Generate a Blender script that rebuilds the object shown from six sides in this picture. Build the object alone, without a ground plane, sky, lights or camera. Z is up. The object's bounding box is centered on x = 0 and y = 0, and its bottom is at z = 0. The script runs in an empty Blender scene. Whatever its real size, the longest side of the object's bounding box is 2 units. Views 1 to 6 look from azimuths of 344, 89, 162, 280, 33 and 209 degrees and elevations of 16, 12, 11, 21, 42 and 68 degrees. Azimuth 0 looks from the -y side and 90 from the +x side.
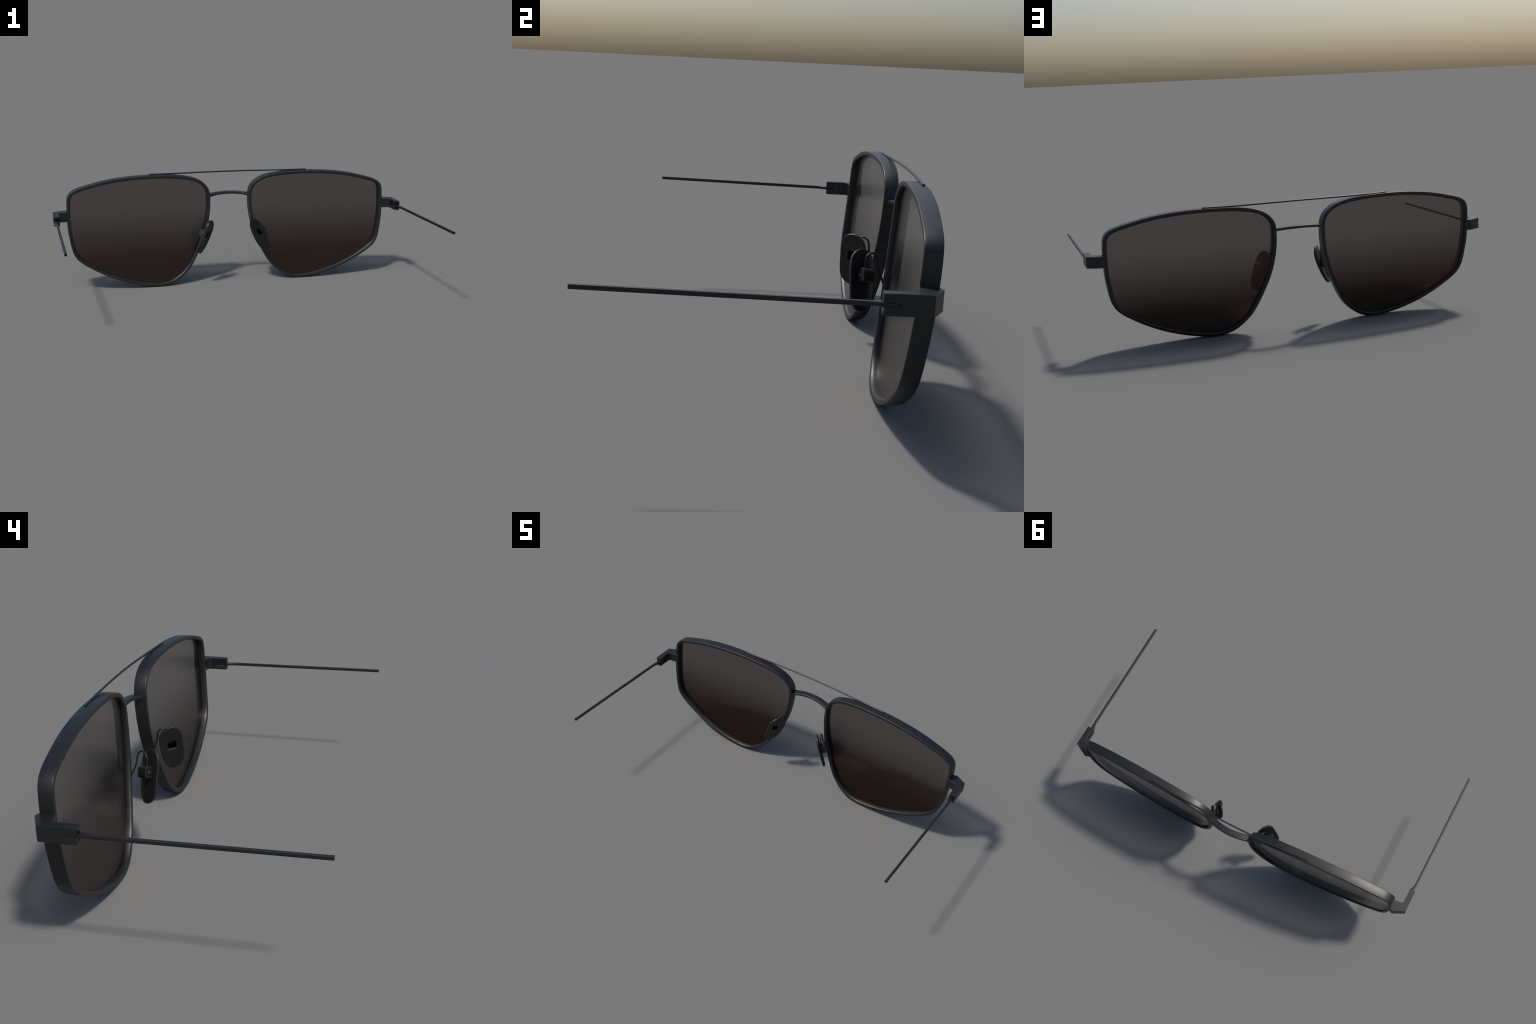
import bpy, bmesh, math
from mathutils import Vector

# =====================================================================
#  Double-bridge metal sunglasses.  x: wearer's width, -y: towards the
#  temples, z: up.  Everything is built on the +x side and mirrored.
# =====================================================================

scene = bpy.context.scene


# --------------------------------------------------------------- helpers
def link(ob, parent=None):
    scene.collection.objects.link(ob)
    if parent is not None:
        ob.parent = parent
    return ob


def mesh_object(name, verts, faces, material, parent, smooth_angle=35.0):
    me = bpy.data.meshes.new(name)
    me.from_pydata([tuple(v) for v in verts], [], faces)
    me.validate()
    bm = bmesh.new()
    bm.from_mesh(me)
    bmesh.ops.recalc_face_normals(bm, faces=bm.faces)
    bm.to_mesh(me)
    bm.free()
    finish(me, material, smooth_angle)
    return link(bpy.data.objects.new(name, me), parent)


def finish(me, material, smooth_angle=35.0):
    me.materials.clear()
    me.materials.append(material)
    me.shade_smooth()
    if smooth_angle is not None:
        me.set_sharp_from_angle(angle=math.radians(smooth_angle))


def apply_modifiers(ob):
    dg = bpy.context.evaluated_depsgraph_get()
    dg.update()
    me = bpy.data.meshes.new_from_object(ob.evaluated_get(dg))
    ob.modifiers.clear()
    old = ob.data
    ob.data = me
    me.name = ob.name
    bpy.data.meshes.remove(old)


def mirrored(ob, parent):
    """Copy of a part on the -x side."""
    me = ob.data.copy()
    for v in me.vertices:
        v.co.x = -v.co.x
    me.flip_normals()
    twin = bpy.data.objects.new(ob.name, me)
    return link(twin, parent)


def spline(points, n, closed):
    """Chord-length Catmull-Rom through control points, resampled evenly."""
    P = [Vector(p) for p in points]
    m = len(P)
    dense = []
    segs = m if closed else m - 1
    for i in range(segs):
        if closed:
            p0, p1, p2, p3 = P[i - 1], P[i], P[(i + 1) % m], P[(i + 2) % m]
        else:
            p1, p2 = P[i], P[i + 1]
            p0 = P[i - 1] if i > 0 else p1 * 2 - p2
            p3 = P[i + 2] if i + 2 < m else p2 * 2 - p1
        d0 = max((p1 - p0).length ** 0.5, 1e-6)
        d1 = max((p2 - p1).length ** 0.5, 1e-6)
        d2 = max((p3 - p2).length ** 0.5, 1e-6)
        m1 = (p1 - p0) / d0 - (p2 - p0) / (d0 + d1) + (p2 - p1) / d1
        m2 = (p2 - p1) / d1 - (p3 - p1) / (d1 + d2) + (p3 - p2) / d2
        m1, m2 = m1 * d1, m2 * d1
        for k in range(24):
            t = k / 24
            h = 2 * t ** 3 - 3 * t * t + 1
            dense.append(p1 * h + m1 * (t ** 3 - 2 * t * t + t)
                         + p2 * (1 - h) + m2 * (t ** 3 - t * t))
    dense.append(dense[0].copy() if closed else P[-1].copy())
    length = [0.0]
    for a, b in zip(dense, dense[1:]):
        length.append(length[-1] + (b - a).length)
    out, j = [], 0
    for k in range(n):
        s = length[-1] * k / (n if closed else n - 1)
        while j < len(dense) - 2 and length[j + 1] < s:
            j += 1
        f = (s - length[j]) / max(length[j + 1] - length[j], 1e-9)
        out.append(dense[j].lerp(dense[j + 1], min(max(f, 0), 1)))
    return out


def loft(rings, close_ends=True, ring_closed=True, loop=False):
    """Faces joining a list of equally long vertex rings."""
    verts = [v for r in rings for v in r]
    n, faces = len(rings[0]), []
    last = len(rings) if loop else len(rings) - 1
    for i in range(last):
        a, b = i * n, ((i + 1) % len(rings)) * n
        for k in range(n if ring_closed else n - 1):
            kk = (k + 1) % n
            faces.append((a + k, a + kk, b + kk, b + k))
    if close_ends and not loop:
        faces.append(tuple(range(n))[::-1])
        faces.append(tuple(range((len(rings) - 1) * n, len(rings) * n)))
    return verts, faces


def round_rect(w, h, r, seg=4):
    """Counter-clockwise rounded rectangle centred on the origin."""
    pts = []
    for cx, cy, a0 in ((w / 2 - r, h / 2 - r, 0), (-w / 2 + r, h / 2 - r, 90),
                       (-w / 2 + r, -h / 2 + r, 180), (w / 2 - r, -h / 2 + r, 270)):
        for k in range(seg + 1):
            a = math.radians(a0 + 90 * k / seg)
            pts.append((cx + r * math.cos(a), cy + r * math.sin(a)))
    return pts


def tube(name, path, radius, material, parent, sides=14):
    """Round wire with slightly domed ends along a polyline."""
    rings, n = [], len(path)
    up = Vector((0, 0, 1))
    normal = None
    for i, p in enumerate(path):
        t = (path[min(i + 1, n - 1)] - path[max(i - 1, 0)]).normalized()
        if normal is None:
            normal = (up - t * up.dot(t))
            if normal.length < 1e-3:
                normal = Vector((0, 1, 0)) - t * t.y
        else:
            normal = normal - t * normal.dot(t)
        normal.normalize()
        side = t.cross(normal)

        def ring(c, r):
            return [c + (normal * math.cos(2 * math.pi * k / sides)
                         + side * math.sin(2 * math.pi * k / sides)) * r for k in range(sides)]
        if i == 0:
            rings.append(ring(p - t * radius * 0.35, radius * 0.6))
        rings.append(ring(p, radius))
        if i == n - 1:
            rings.append(ring(p + t * radius * 0.35, radius * 0.6))
    v, f = loft(rings)
    return mesh_object(name, v, f, material, parent, 50)


# ------------------------------------------------------------- materials
def principled(name):
    mat = bpy.data.materials.new(name)
    mat.use_nodes = True
    return mat, mat.node_tree.nodes, mat.node_tree.links, mat.node_tree.nodes["Principled BSDF"]


def satin_metal(name, dark, light, roughness):
    """Dark satin metal: faint cloudy tone and micro grain."""
    mat, N, L, bsdf = principled(name)
    tc = N.new("ShaderNodeTexCoord")
    cloud = N.new("ShaderNodeTexNoise")
    cloud.inputs["Scale"].default_value = 9.0
    cloud.inputs["Detail"].default_value = 4.0
    ramp = N.new("ShaderNodeValToRGB")
    ramp.color_ramp.elements[0].position = 0.3
    ramp.color_ramp.elements[1].position = 0.7
    ramp.color_ramp.elements[0].color = (*dark, 1)
    ramp.color_ramp.elements[1].color = (*light, 1)
    L.new(tc.outputs["Object"], cloud.inputs["Vector"])
    L.new(cloud.outputs["Fac"], ramp.inputs["Fac"])
    L.new(ramp.outputs["Color"], bsdf.inputs["Base Color"])
    grain = N.new("ShaderNodeTexNoise")
    grain.inputs["Scale"].default_value = 900.0
    bump = N.new("ShaderNodeBump")
    bump.inputs["Strength"].default_value = 0.03
    bump.inputs["Distance"].default_value = 0.001
    L.new(tc.outputs["Object"], grain.inputs["Vector"])
    L.new(grain.outputs["Fac"], bump.inputs["Height"])
    L.new(bump.outputs["Normal"], bsdf.inputs["Normal"])
    bsdf.inputs["Metallic"].default_value = 0.0
    bsdf.inputs["IOR"].default_value = 1.5
    bsdf.inputs["Roughness"].default_value = roughness
    return mat


def pad_material():
    mat, N, L, bsdf = principled("black_pad_plastic")
    bsdf.inputs["Base Color"].default_value = (0.004, 0.0045, 0.0045, 1)
    bsdf.inputs["Roughness"].default_value = 0.5
    return mat


def lens_material():
    """Brown-black mirror coat over a tint that lets a little light
    through at the top and next to none towards the bottom edge."""
    mat, N, L, bsdf = principled("tinted_lens")
    bsdf.inputs["Base Color"].default_value = (0.060, 0.036, 0.030, 1)
    bsdf.inputs["Metallic"].default_value = 1.0
    bsdf.inputs["Roughness"].default_value = 0.30
    tc = N.new("ShaderNodeTexCoord")
    sep = N.new("ShaderNodeSeparateXYZ")
    span = N.new("ShaderNodeMapRange")
    span.interpolation_type = 'SMOOTHSTEP'
    span.inputs["From Min"].default_value = 0.12
    span.inputs["From Max"].default_value = 0.50
    span.inputs["To Min"].default_value = 0.012
    span.inputs["To Max"].default_value = 0.185
    root = N.new("ShaderNodeMath")       # two surfaces are crossed
    root.operation = 'SQRT'
    clear = N.new("ShaderNodeBsdfTransparent")
    add = N.new("ShaderNodeAddShader")
    L.new(tc.outputs["Object"], sep.inputs["Vector"])
    L.new(sep.outputs["Z"], span.inputs["Value"])
    L.new(span.outputs["Result"], root.inputs[0])
    L.new(root.outputs[0], clear.inputs["Color"])
    L.new(bsdf.outputs["BSDF"], add.inputs[0])
    L.new(clear.outputs["BSDF"], add.inputs[1])
    L.new(add.outputs["Shader"], N["Material Output"].inputs["Surface"])
    return mat


METAL = satin_metal("gunmetal", (0.0062, 0.0072, 0.0075), (0.0082, 0.0092, 0.0094), 0.43)
PAD = pad_material()
LENS = lens_material()
CAVITY = bpy.data.materials.new("dark_cavity")
CAVITY.use_nodes = True
CAVITY.node_tree.nodes["Principled BSDF"].inputs["Base Color"].default_value = (0.002, 0.002, 0.002, 1)
CAVITY.node_tree.nodes["Principled BSDF"].inputs["Roughness"].default_value = 0.9

# ------------------------------------------------------------ root object
root = bpy.data.objects.new("sunglasses", None)
link(root)
root["label"] = "dark gunmetal double-bridge sunglasses with smoky brown angular lenses"
root["category"] = "sunglasses"

# --------------------------------------------------------- frame surfaces
CX, CZ = 0.50, 0.36


def y_back(x, z):
    X, Z = x - CX, z - CZ
    return 0.3614 - 0.0487 * X - 0.0154 * X * X + 0.090 * Z - 0.1282 * Z * Z - 0.0033 * X * Z


def y_front(x, z):
    X, Z = x - CX, z - CZ
    return 0.4160 - 0.0478 * X - 0.0517 * X * X + 0.0911 * Z - 0.1836 * Z * Z - 0.0073 * X * Z


# outer outline of the +x rim in the x-z plane, clockwise from the nose
OUTLINE = [
    (0.1150, 0.480), (0.1165, 0.510), (0.124, 0.538), (0.1435, 0.566), (0.173, 0.5885),
    (0.210, 0.604), (0.250, 0.6135), (0.300, 0.6205), (0.360, 0.6248), (0.430, 0.6268),
    (0.500, 0.6265), (0.560, 0.6242), (0.620, 0.6195), (0.680, 0.6125), (0.740, 0.602),
    (0.800, 0.588), (0.850, 0.575), (0.885, 0.562), (0.906, 0.546), (0.917, 0.525),
    (0.921, 0.500), (0.9225, 0.450), (0.9225, 0.400), (0.919, 0.340), (0.912, 0.290),
    (0.905, 0.250), (0.896, 0.216), (0.878, 0.185), (0.849, 0.158), (0.800, 0.1255),
    (0.730, 0.0865), (0.660, 0.0555), (0.580, 0.0285), (0.510, 0.0115), (0.460, 0.0035),
    (0.415, 0.0), (0.372, 0.0045), (0.335, 0.0155), (0.305, 0.032), (0.270, 0.060),
    (0.237, 0.096), (0.204, 0.151), (0.176, 0.209), (0.151, 0.267), (0.132, 0.328),
    (0.120, 0.393), (0.1155, 0.440)]

NR = 320
_raw = spline(OUTLINE, NR, True)
GROW = 0.0012
outer = []
for _i in range(NR):
    _t = (_raw[(_i + 1) % NR] - _raw[_i - 1]).normalized()
    _n = Vector((-_t.y, _t.x)) * GROW
    outer.append(_raw[_i] + Vector((_n.x, _n.y * (0.0 if _n.y > 0 else 1.0) + GROW * max(0.0, 1 - _raw[_i].y / 0.12)
                                   - 0.0010 * min(1.0, max(0.0, (_raw[_i].y - 0.45) / 0.10)))))


def inward(i):
    t = outer[(i + 1) % NR] - outer[i - 1]
    return Vector((t.y, -t.x)).normalized()     # clockwise outline: right side is inside


RIM_W = 0.0148
# rim section (w: inwards from the outer wall, s: 0 back .. 1 front)
RB = 0.0026          # rounding of the outer edges
LIP = 0.0036         # the inner wall swells this far inwards around the lens
section = []         # (w, s, offset in depth)
for k in range(5):   # outer back edge
    a = math.radians(180 + 90 * k / 4)
    section.append((RB + RB * math.cos(a), 0.0, RB + RB * math.sin(a)))
# inner side: soft edge, chamfer, then a steeper wall down to the lens seat
for w, d in ((-0.0030, 0.0), (-0.0010, 0.0003), (0.0005, 0.0014), (0.0017, 0.0038), (0.0027, 0.0066),
             (0.0032, 0.0100), (0.0035, 0.0140), (0.0036, 0.0180)):
    section.append((RIM_W + w, 0.0, d))
for k in range(7):   # shorter rounding out to the front face
    a = math.radians(90 * k / 6)
    section.append((RIM_W - 0.0020 + (LIP + 0.0020) * math.cos(a), 1.0, -0.011 * (1 - math.sin(a))))
for k in range(5):   # outer front edge
    a = math.radians(90 + 90 * k / 4)
    section.append((RB + RB * math.cos(a), 1.0, -RB + RB * math.sin(a)))


def rim_point(i, w, s, off):
    p = outer[i] + inward(i) * w
    yb, yf = y_back(p.x, p.y), y_front(p.x, p.y)
    return Vector((p.x, yb + (yf - yb) * s + off, p.y))


rings = [[rim_point(i, *q) for q in section] for i in range(NR)]
v, f = loft(rings, loop=True)
rim = mesh_object("rim", v, f, METAL, root, 40)

# --------------------------------------------------------------- the lens
LENS_IN = 0.0135          # slightly under the rim's inner wall
LENS_BACK, LENS_FRONT = 0.019, 0.038
lens_edge = [outer[i] + inward(i) * (RIM_W - 0.002) for i in range(NR)]
centre = Vector((0.50, 0.34))
NLR = 26


def lens_sheet(depth, bow):
    out = []
    for j in range(NLR):
        g = 1.0 - j / NLR
        for p in lens_edge:
            q = centre.lerp(p, g)
            out.append(Vector((q.x, y_back(q.x, q.y) + depth + bow * (1 - g * g) + 0.008 * (q.x - CX), q.y)))
    out.append(Vector((centre.x, y_back(centre.x, centre.y) + depth + bow, centre.y)))
    return out


def lens_faces(base, flip):
    fs = []
    for j in range(NLR - 1):
        for i in range(NR):
            k = (i + 1) % NR
            q = (base + j * NR + i, base + j * NR + k, base + (j + 1) * NR + k, base + (j + 1) * NR + i)
            fs.append(q[::-1] if flip else q)
    last = base + (NLR - 1) * NR
    for i in range(NR):
        q = (last + i, last + (i + 1) % NR, base + NLR * NR)
        fs.append(q[::-1] if flip else q)
    return fs


sheet_b, sheet_f = lens_sheet(LENS_BACK, 0.006), lens_sheet(LENS_FRONT, 0.0075)
nb = len(sheet_b)
faces = lens_faces(0, False) + lens_faces(nb, True)
faces += [(i, (i + 1) % NR, nb + (i + 1) % NR, nb + i)[::-1] for i in range(NR)]
lens = mesh_object("lens", sheet_b + sheet_f, faces, LENS, root, 40)

# -------------------------------------------------------------- end piece
# plan (x, y) of the elbow that carries the hinge, extruded in z
EZ0, EZ1 = 0.394, 0.447
fillet = []
fc, fr = Vector((0.9575, 0.3270)), 0.0115
for k in range(7):
    a = math.radians(78 - 78 * k / 6)
    fillet.append((fc.x + fr * math.cos(a), fc.y + fr * math.sin(a)))
plan = [(0.912, 0.3440), (0.9242, 0.3440)] + fillet + [
    (0.9695, 0.2535), (0.9995, 0.2535), (0.9992, 0.3708), (0.9395, 0.4010), (0.914, 0.3915)]
rings = [[Vector((x, y, z)) for x, y in plan] for z in (EZ0, EZ1)]
v, f = loft(rings)
end_piece = mesh_object("end_piece", v, f, METAL, root, 40)

cut_v, cut_f = loft([[Vector((x, y, z)) for y, z in ((0.22, 0.4136), (0.2905, 0.4136), (0.2905, 0.4244), (0.22, 0.4244))]
                     for x in (0.94, 1.05)])
cutter = mesh_object("slot_cutter", cut_v, cut_f, METAL, None)
bev = end_piece.modifiers.new("bevel", 'BEVEL')
bev.width = 0.0014
bev.segments = 2
bev.limit_method = 'ANGLE'
bev.angle_limit = math.radians(35)
mod = end_piece.modifiers.new("slot", 'BOOLEAN')
mod.operation = 'DIFFERENCE'
mod.object = cutter
mod.solver = 'EXACT'
finish(end_piece.data, METAL, None)
end_piece.modifiers.new("face_normals", 'WEIGHTED_NORMAL')
apply_modifiers(end_piece)
bpy.data.objects.remove(cutter)

# ----------------------------------------------------------------- temple
# flat tongue in the slot that narrows into a thin square rod
TEMPLE = [  # y, x centre, width in x, z centre, height in z
    (0.2880, 0.98425, 0.0291, 0.4190, 0.0102),
    (0.2590, 0.98425, 0.0291, 0.4190, 0.0102),
    (0.2540, 0.9800, 0.0232, 0.4190, 0.0102),
    (0.2450, 0.9812, 0.0215, 0.4192, 0.0100),
    (0.2350, 0.9832, 0.0175, 0.4195, 0.0102),
    (0.2250, 0.9852, 0.0138, 0.4198, 0.0105),
    (0.2150, 0.9866, 0.0117, 0.4200, 0.0116),
    (0.2000, 0.9875, 0.0116, 0.4202, 0.0120),
    (0.1000, 0.9884, 0.0116, 0.4215, 0.0120),
    (-0.150, 0.9902, 0.0116, 0.4248, 0.0120),
    (-0.458, 0.9922, 0.0116, 0.4289, 0.0120)]
rings = []
for y, xc, w, zc, h in TEMPLE:
    rings.append([Vector((xc + a, y, zc + b)) for a, b in round_rect(w, h, 0.0018)])
y, xc, w, zc, h = TEMPLE[-1]
rings.append([Vector((xc + a, y, zc + b)) for a, b in round_rect(w - 0.003, h - 0.003, 0.001)])
rings.append([Vector((xc + a, y + 0.03, zc + b)) for a, b in round_rect(w - 0.003, h - 0.003, 0.001)])
v, f = loft(rings)
temple = mesh_object("temple", v, f, METAL, root, 40)
temple.data.materials.append(CAVITY)
for p in temple.data.polygons:       # bore at the open end of the rod
    if p.center.y > -0.4579 and p.center.y < -0.42 and all(
            abs(temple.data.vertices[i].co.x - xc) <= (w - 0.003) / 2 + 1e-4 and
            abs(temple.data.vertices[i].co.z - zc) <= (h - 0.003) / 2 + 1e-4 for i in p.vertices):
        p.material_index = 1

# --------------------------------------------------------------- nose pad
PC = Vector((0.15156, 0.29677, 0.29180))
PU = Vector((0.47427, -0.85934, 0.19133)).normalized()     # across, towards the back
PV = Vector((-0.34524, 0.01661, 0.93837)).normalized()     # up
PN = PU.cross(PV).normalized()                             # nasal side
PV = PN.cross(PU)


def pad_point(u, w, n):
    return PC + PU * u + PV * w + PN * n


pad_outline = spline([
    (0.000, 0.0870), (0.024, 0.0800), (0.0405, 0.0620), (0.0470, 0.0290), (0.0455, -0.020),
    (0.0420, -0.060), (0.0350, -0.090), (0.0200, -0.1080), (0.000, -0.1150), (-0.0190, -0.1085),
    (-0.0345, -0.087), (-0.0440, -0.055), (-0.0495, -0.010), (-0.0495, 0.030), (-0.0415, 0.063), (-0.0235, 0.0810)],
    72, True)
cu = bpy.data.curves.new("pad_curve", 'CURVE')
cu.dimensions = '2D'
cu.fill_mode = 'BOTH'
BEV, TH = 0.0030, 0.0105
for loop_pts, shrink in (([(p.x, p.y) for p in pad_outline], BEV),
                         ([(-0.0190, -0.0205), (0.0200, -0.0205), (0.0200, 0.0205), (-0.0190, 0.0205)], 0)):
    sp = cu.splines.new('POLY')
    sp.points.add(len(loop_pts) - 1)
    for pt, (a, b) in zip(sp.points, loop_pts):
        r = math.hypot(a, b)
        pt.co = (a * (1 - shrink / r), b * (1 - shrink / r), 0, 1)
    sp.use_cyclic_u = True
cu.extrude = TH / 2 - BEV
cu.bevel_depth = BEV
cu.bevel_resolution = 2
tmp = link(bpy.data.objects.new("pad_tmp", cu))
dg = bpy.context.evaluated_depsgraph_get()
dg.update()
pme = bpy.data.meshes.new_from_object(tmp.evaluated_get(dg))
bpy.data.objects.remove(tmp)
bm = bmesh.new()
bm.from_mesh(pme)
bmesh.ops.remove_doubles(bm, verts=bm.verts, dist=1e-5)
bmesh.ops.triangulate(bm, faces=bm.faces)
for _ in range(3):       # fine enough for the faces to bend
    bmesh.ops.subdivide_edges(bm, edges=[e for e in bm.edges if e.calc_length() > 0.008], cuts=1)
    bmesh.ops.triangulate(bm, faces=bm.faces)
bm.to_mesh(pme)
bm.free()
for vert in pme.vertices:
    a, b, c = vert.co
    # nasal face lies on n = 0, its front edge curls towards the nose
    curl = 0.0080 * (max(0.0, -a) / 0.047) ** 2.2
    vert.co = pad_point(a, b, c - TH / 2 + curl)
bm = bmesh.new()
bm.from_mesh(pme)
bmesh.ops.remove_doubles(bm, verts=bm.verts, dist=1e-5)
bmesh.ops.recalc_face_normals(bm, faces=bm.faces)
bm.to_mesh(pme)
bm.free()
finish(pme, PAD, 35)
pme.name = "nose_pad"
nose_pad = link(bpy.data.objects.new("nose_pad", pme), root)

# clip: hollow D-shaped box on the lens side of the pad
CR = 0.0135
prof = [(-TH + 0.0035, -0.0225), (-0.0440 + CR, -0.0225)]
for k in range(1, 7):
    a = math.radians(90 * k / 6)
    prof.append((-0.0440 + CR - CR * math.sin(a), -0.0225 + CR - CR * math.cos(a)))
for k in range(0, 7):
    a = math.radians(90 * k / 6)
    prof.append((-0.0440 + CR - CR * math.cos(a), 0.0225 - CR + CR * math.sin(a)))
prof.append((-TH + 0.0035, 0.0225))
WALL = 0.0028
shrunk = []
for n, w in prof:
    shrunk.append((max(n, -0.0440 + WALL) if n < -TH - 0.001 else n, max(min(w, 0.0225 - WALL), -0.0225 + WALL)))


def clip_ring(pr, u):
    return [pad_point(u, w, n) for n, w in pr]


U0, U1 = -0.0205, 0.0205
rings = [clip_ring(prof, U0), clip_ring(prof, U1)]
v1, _ = loft(rings, False)
k = len(prof)
inner = [clip_ring(shrunk, U0 + WALL), clip_ring(shrunk, U1 - WALL)]
v2, _ = loft(inner, False)
faces = []
for a, b in ((0, k), (2 * k, 3 * k)):
    for i in range(k - 1):
        faces.append((a + i, a + i + 1, b + i + 1, b + i))
for a in (0, k, 2 * k, 3 * k):
    faces.append(tuple(range(a, a + k)))
# open mouth towards the pad: bridge outer and inner lips
o = [0, k - 1, 2 * k - 1, k]
inn = [2 * k, 3 * k - 1, 4 * k - 1, 3 * k]
for i in range(4):
    j = (i + 1) % 4
    faces.append((o[i], o[j], inn[j], inn[i]))
clip = mesh_object("pad_clip", v1 + v2, faces, METAL, nose_pad, 30)
bev = clip.modifiers.new("bevel", 'BEVEL')
bev.width = 0.0012
bev.segments = 2
bev.limit_method = 'ANGLE'
bev.angle_limit = math.radians(40)
finish(clip.data, METAL, None)
clip.modifiers.new("face_normals", 'WEIGHTED_NORMAL')
apply_modifiers(clip)

# rivet head on the back of the clip
rings, RR = [], 0.0078
for k in range(6):
    a = math.radians(90 * k / 5.6)
    rings.append([pad_point(U1 + RR * 0.6 * math.sin(a) - 0.0003, RR * math.cos(a) * math.sin(t) - 0.003,
                            -0.0225 + RR * math.cos(a) * math.cos(t))
                  for t in [2 * math.pi * j / 20 for j in range(20)]])
v, f = loft(rings)
rivet = mesh_object("rivet", v, f, METAL, nose_pad, 60)

# bent wire from the clip up, over and down to the rim
arm_path = spline([(0.1600, 0.3075, 0.3020), (0.1570, 0.3068, 0.3180), (0.1515, 0.3080, 0.3420),
                   (0.1440, 0.3150, 0.3580), (0.1345, 0.3310, 0.3650), (0.1310, 0.3450, 0.3560),
                   (0.1330, 0.3505, 0.3390), (0.1360, 0.3520, 0.3220), (0.1410, 0.3595, 0.2990),
                   (0.1475, 0.3670, 0.2780), (0.1530, 0.3715, 0.2610), (0.1575, 0.3730, 0.2460),
                   (0.1620, 0.3730, 0.2310)], 60, False)
arm = tube("pad_arm", arm_path, 0.0034, METAL, nose_pad, 12)

# ----------------------------------------------------- mirror to -x side
for part in (rim, lens, end_piece, temple):
    mirrored(part, root)
pad_twin = mirrored(nose_pad, root)
for part in (clip, rivet, arm):
    mirrored(part, pad_twin)

# ------------------------------------------------------------ nose bridge
rings = []
NB = 41
for i in range(NB):
    x = -0.1215 + 0.243 * i / (NB - 1)
    yb = 0.4210 - 1.75 * x * x
    yf = 0.4565 - 1.45 * x * x
    zb = 0.5107 - 0.83 * x * x
    zf = 0.5111 - 0.56 * x * x
    T, r = 0.0128, 0.0028
    ring = []
    for a, b in round_rect(yf - yb, T, r, 3):
        t = (a + (yf - yb) / 2) / (yf - yb)
        ring.append(Vector((x, yb + t * (yf - yb), zb + (zf - zb) * t - T / 2 + b)))
    rings.append(ring)
v, f = loft(rings)
bridge = mesh_object("bridge", v, f, METAL, root, 40)

# ----------------------------------------------- straight brow bar (wire)
path = []
for i in range(61):
    x = -0.461 + 0.922 * i / 60
    path.append(Vector((x, 0.4338 - 0.0724 * x * x - 0.0307 * x ** 4, 0.6285 - 0.0300 * x * x + 0.14 * x ** 4)))
brow = tube("brow_bar", path, 0.0041, METAL, root, 16)
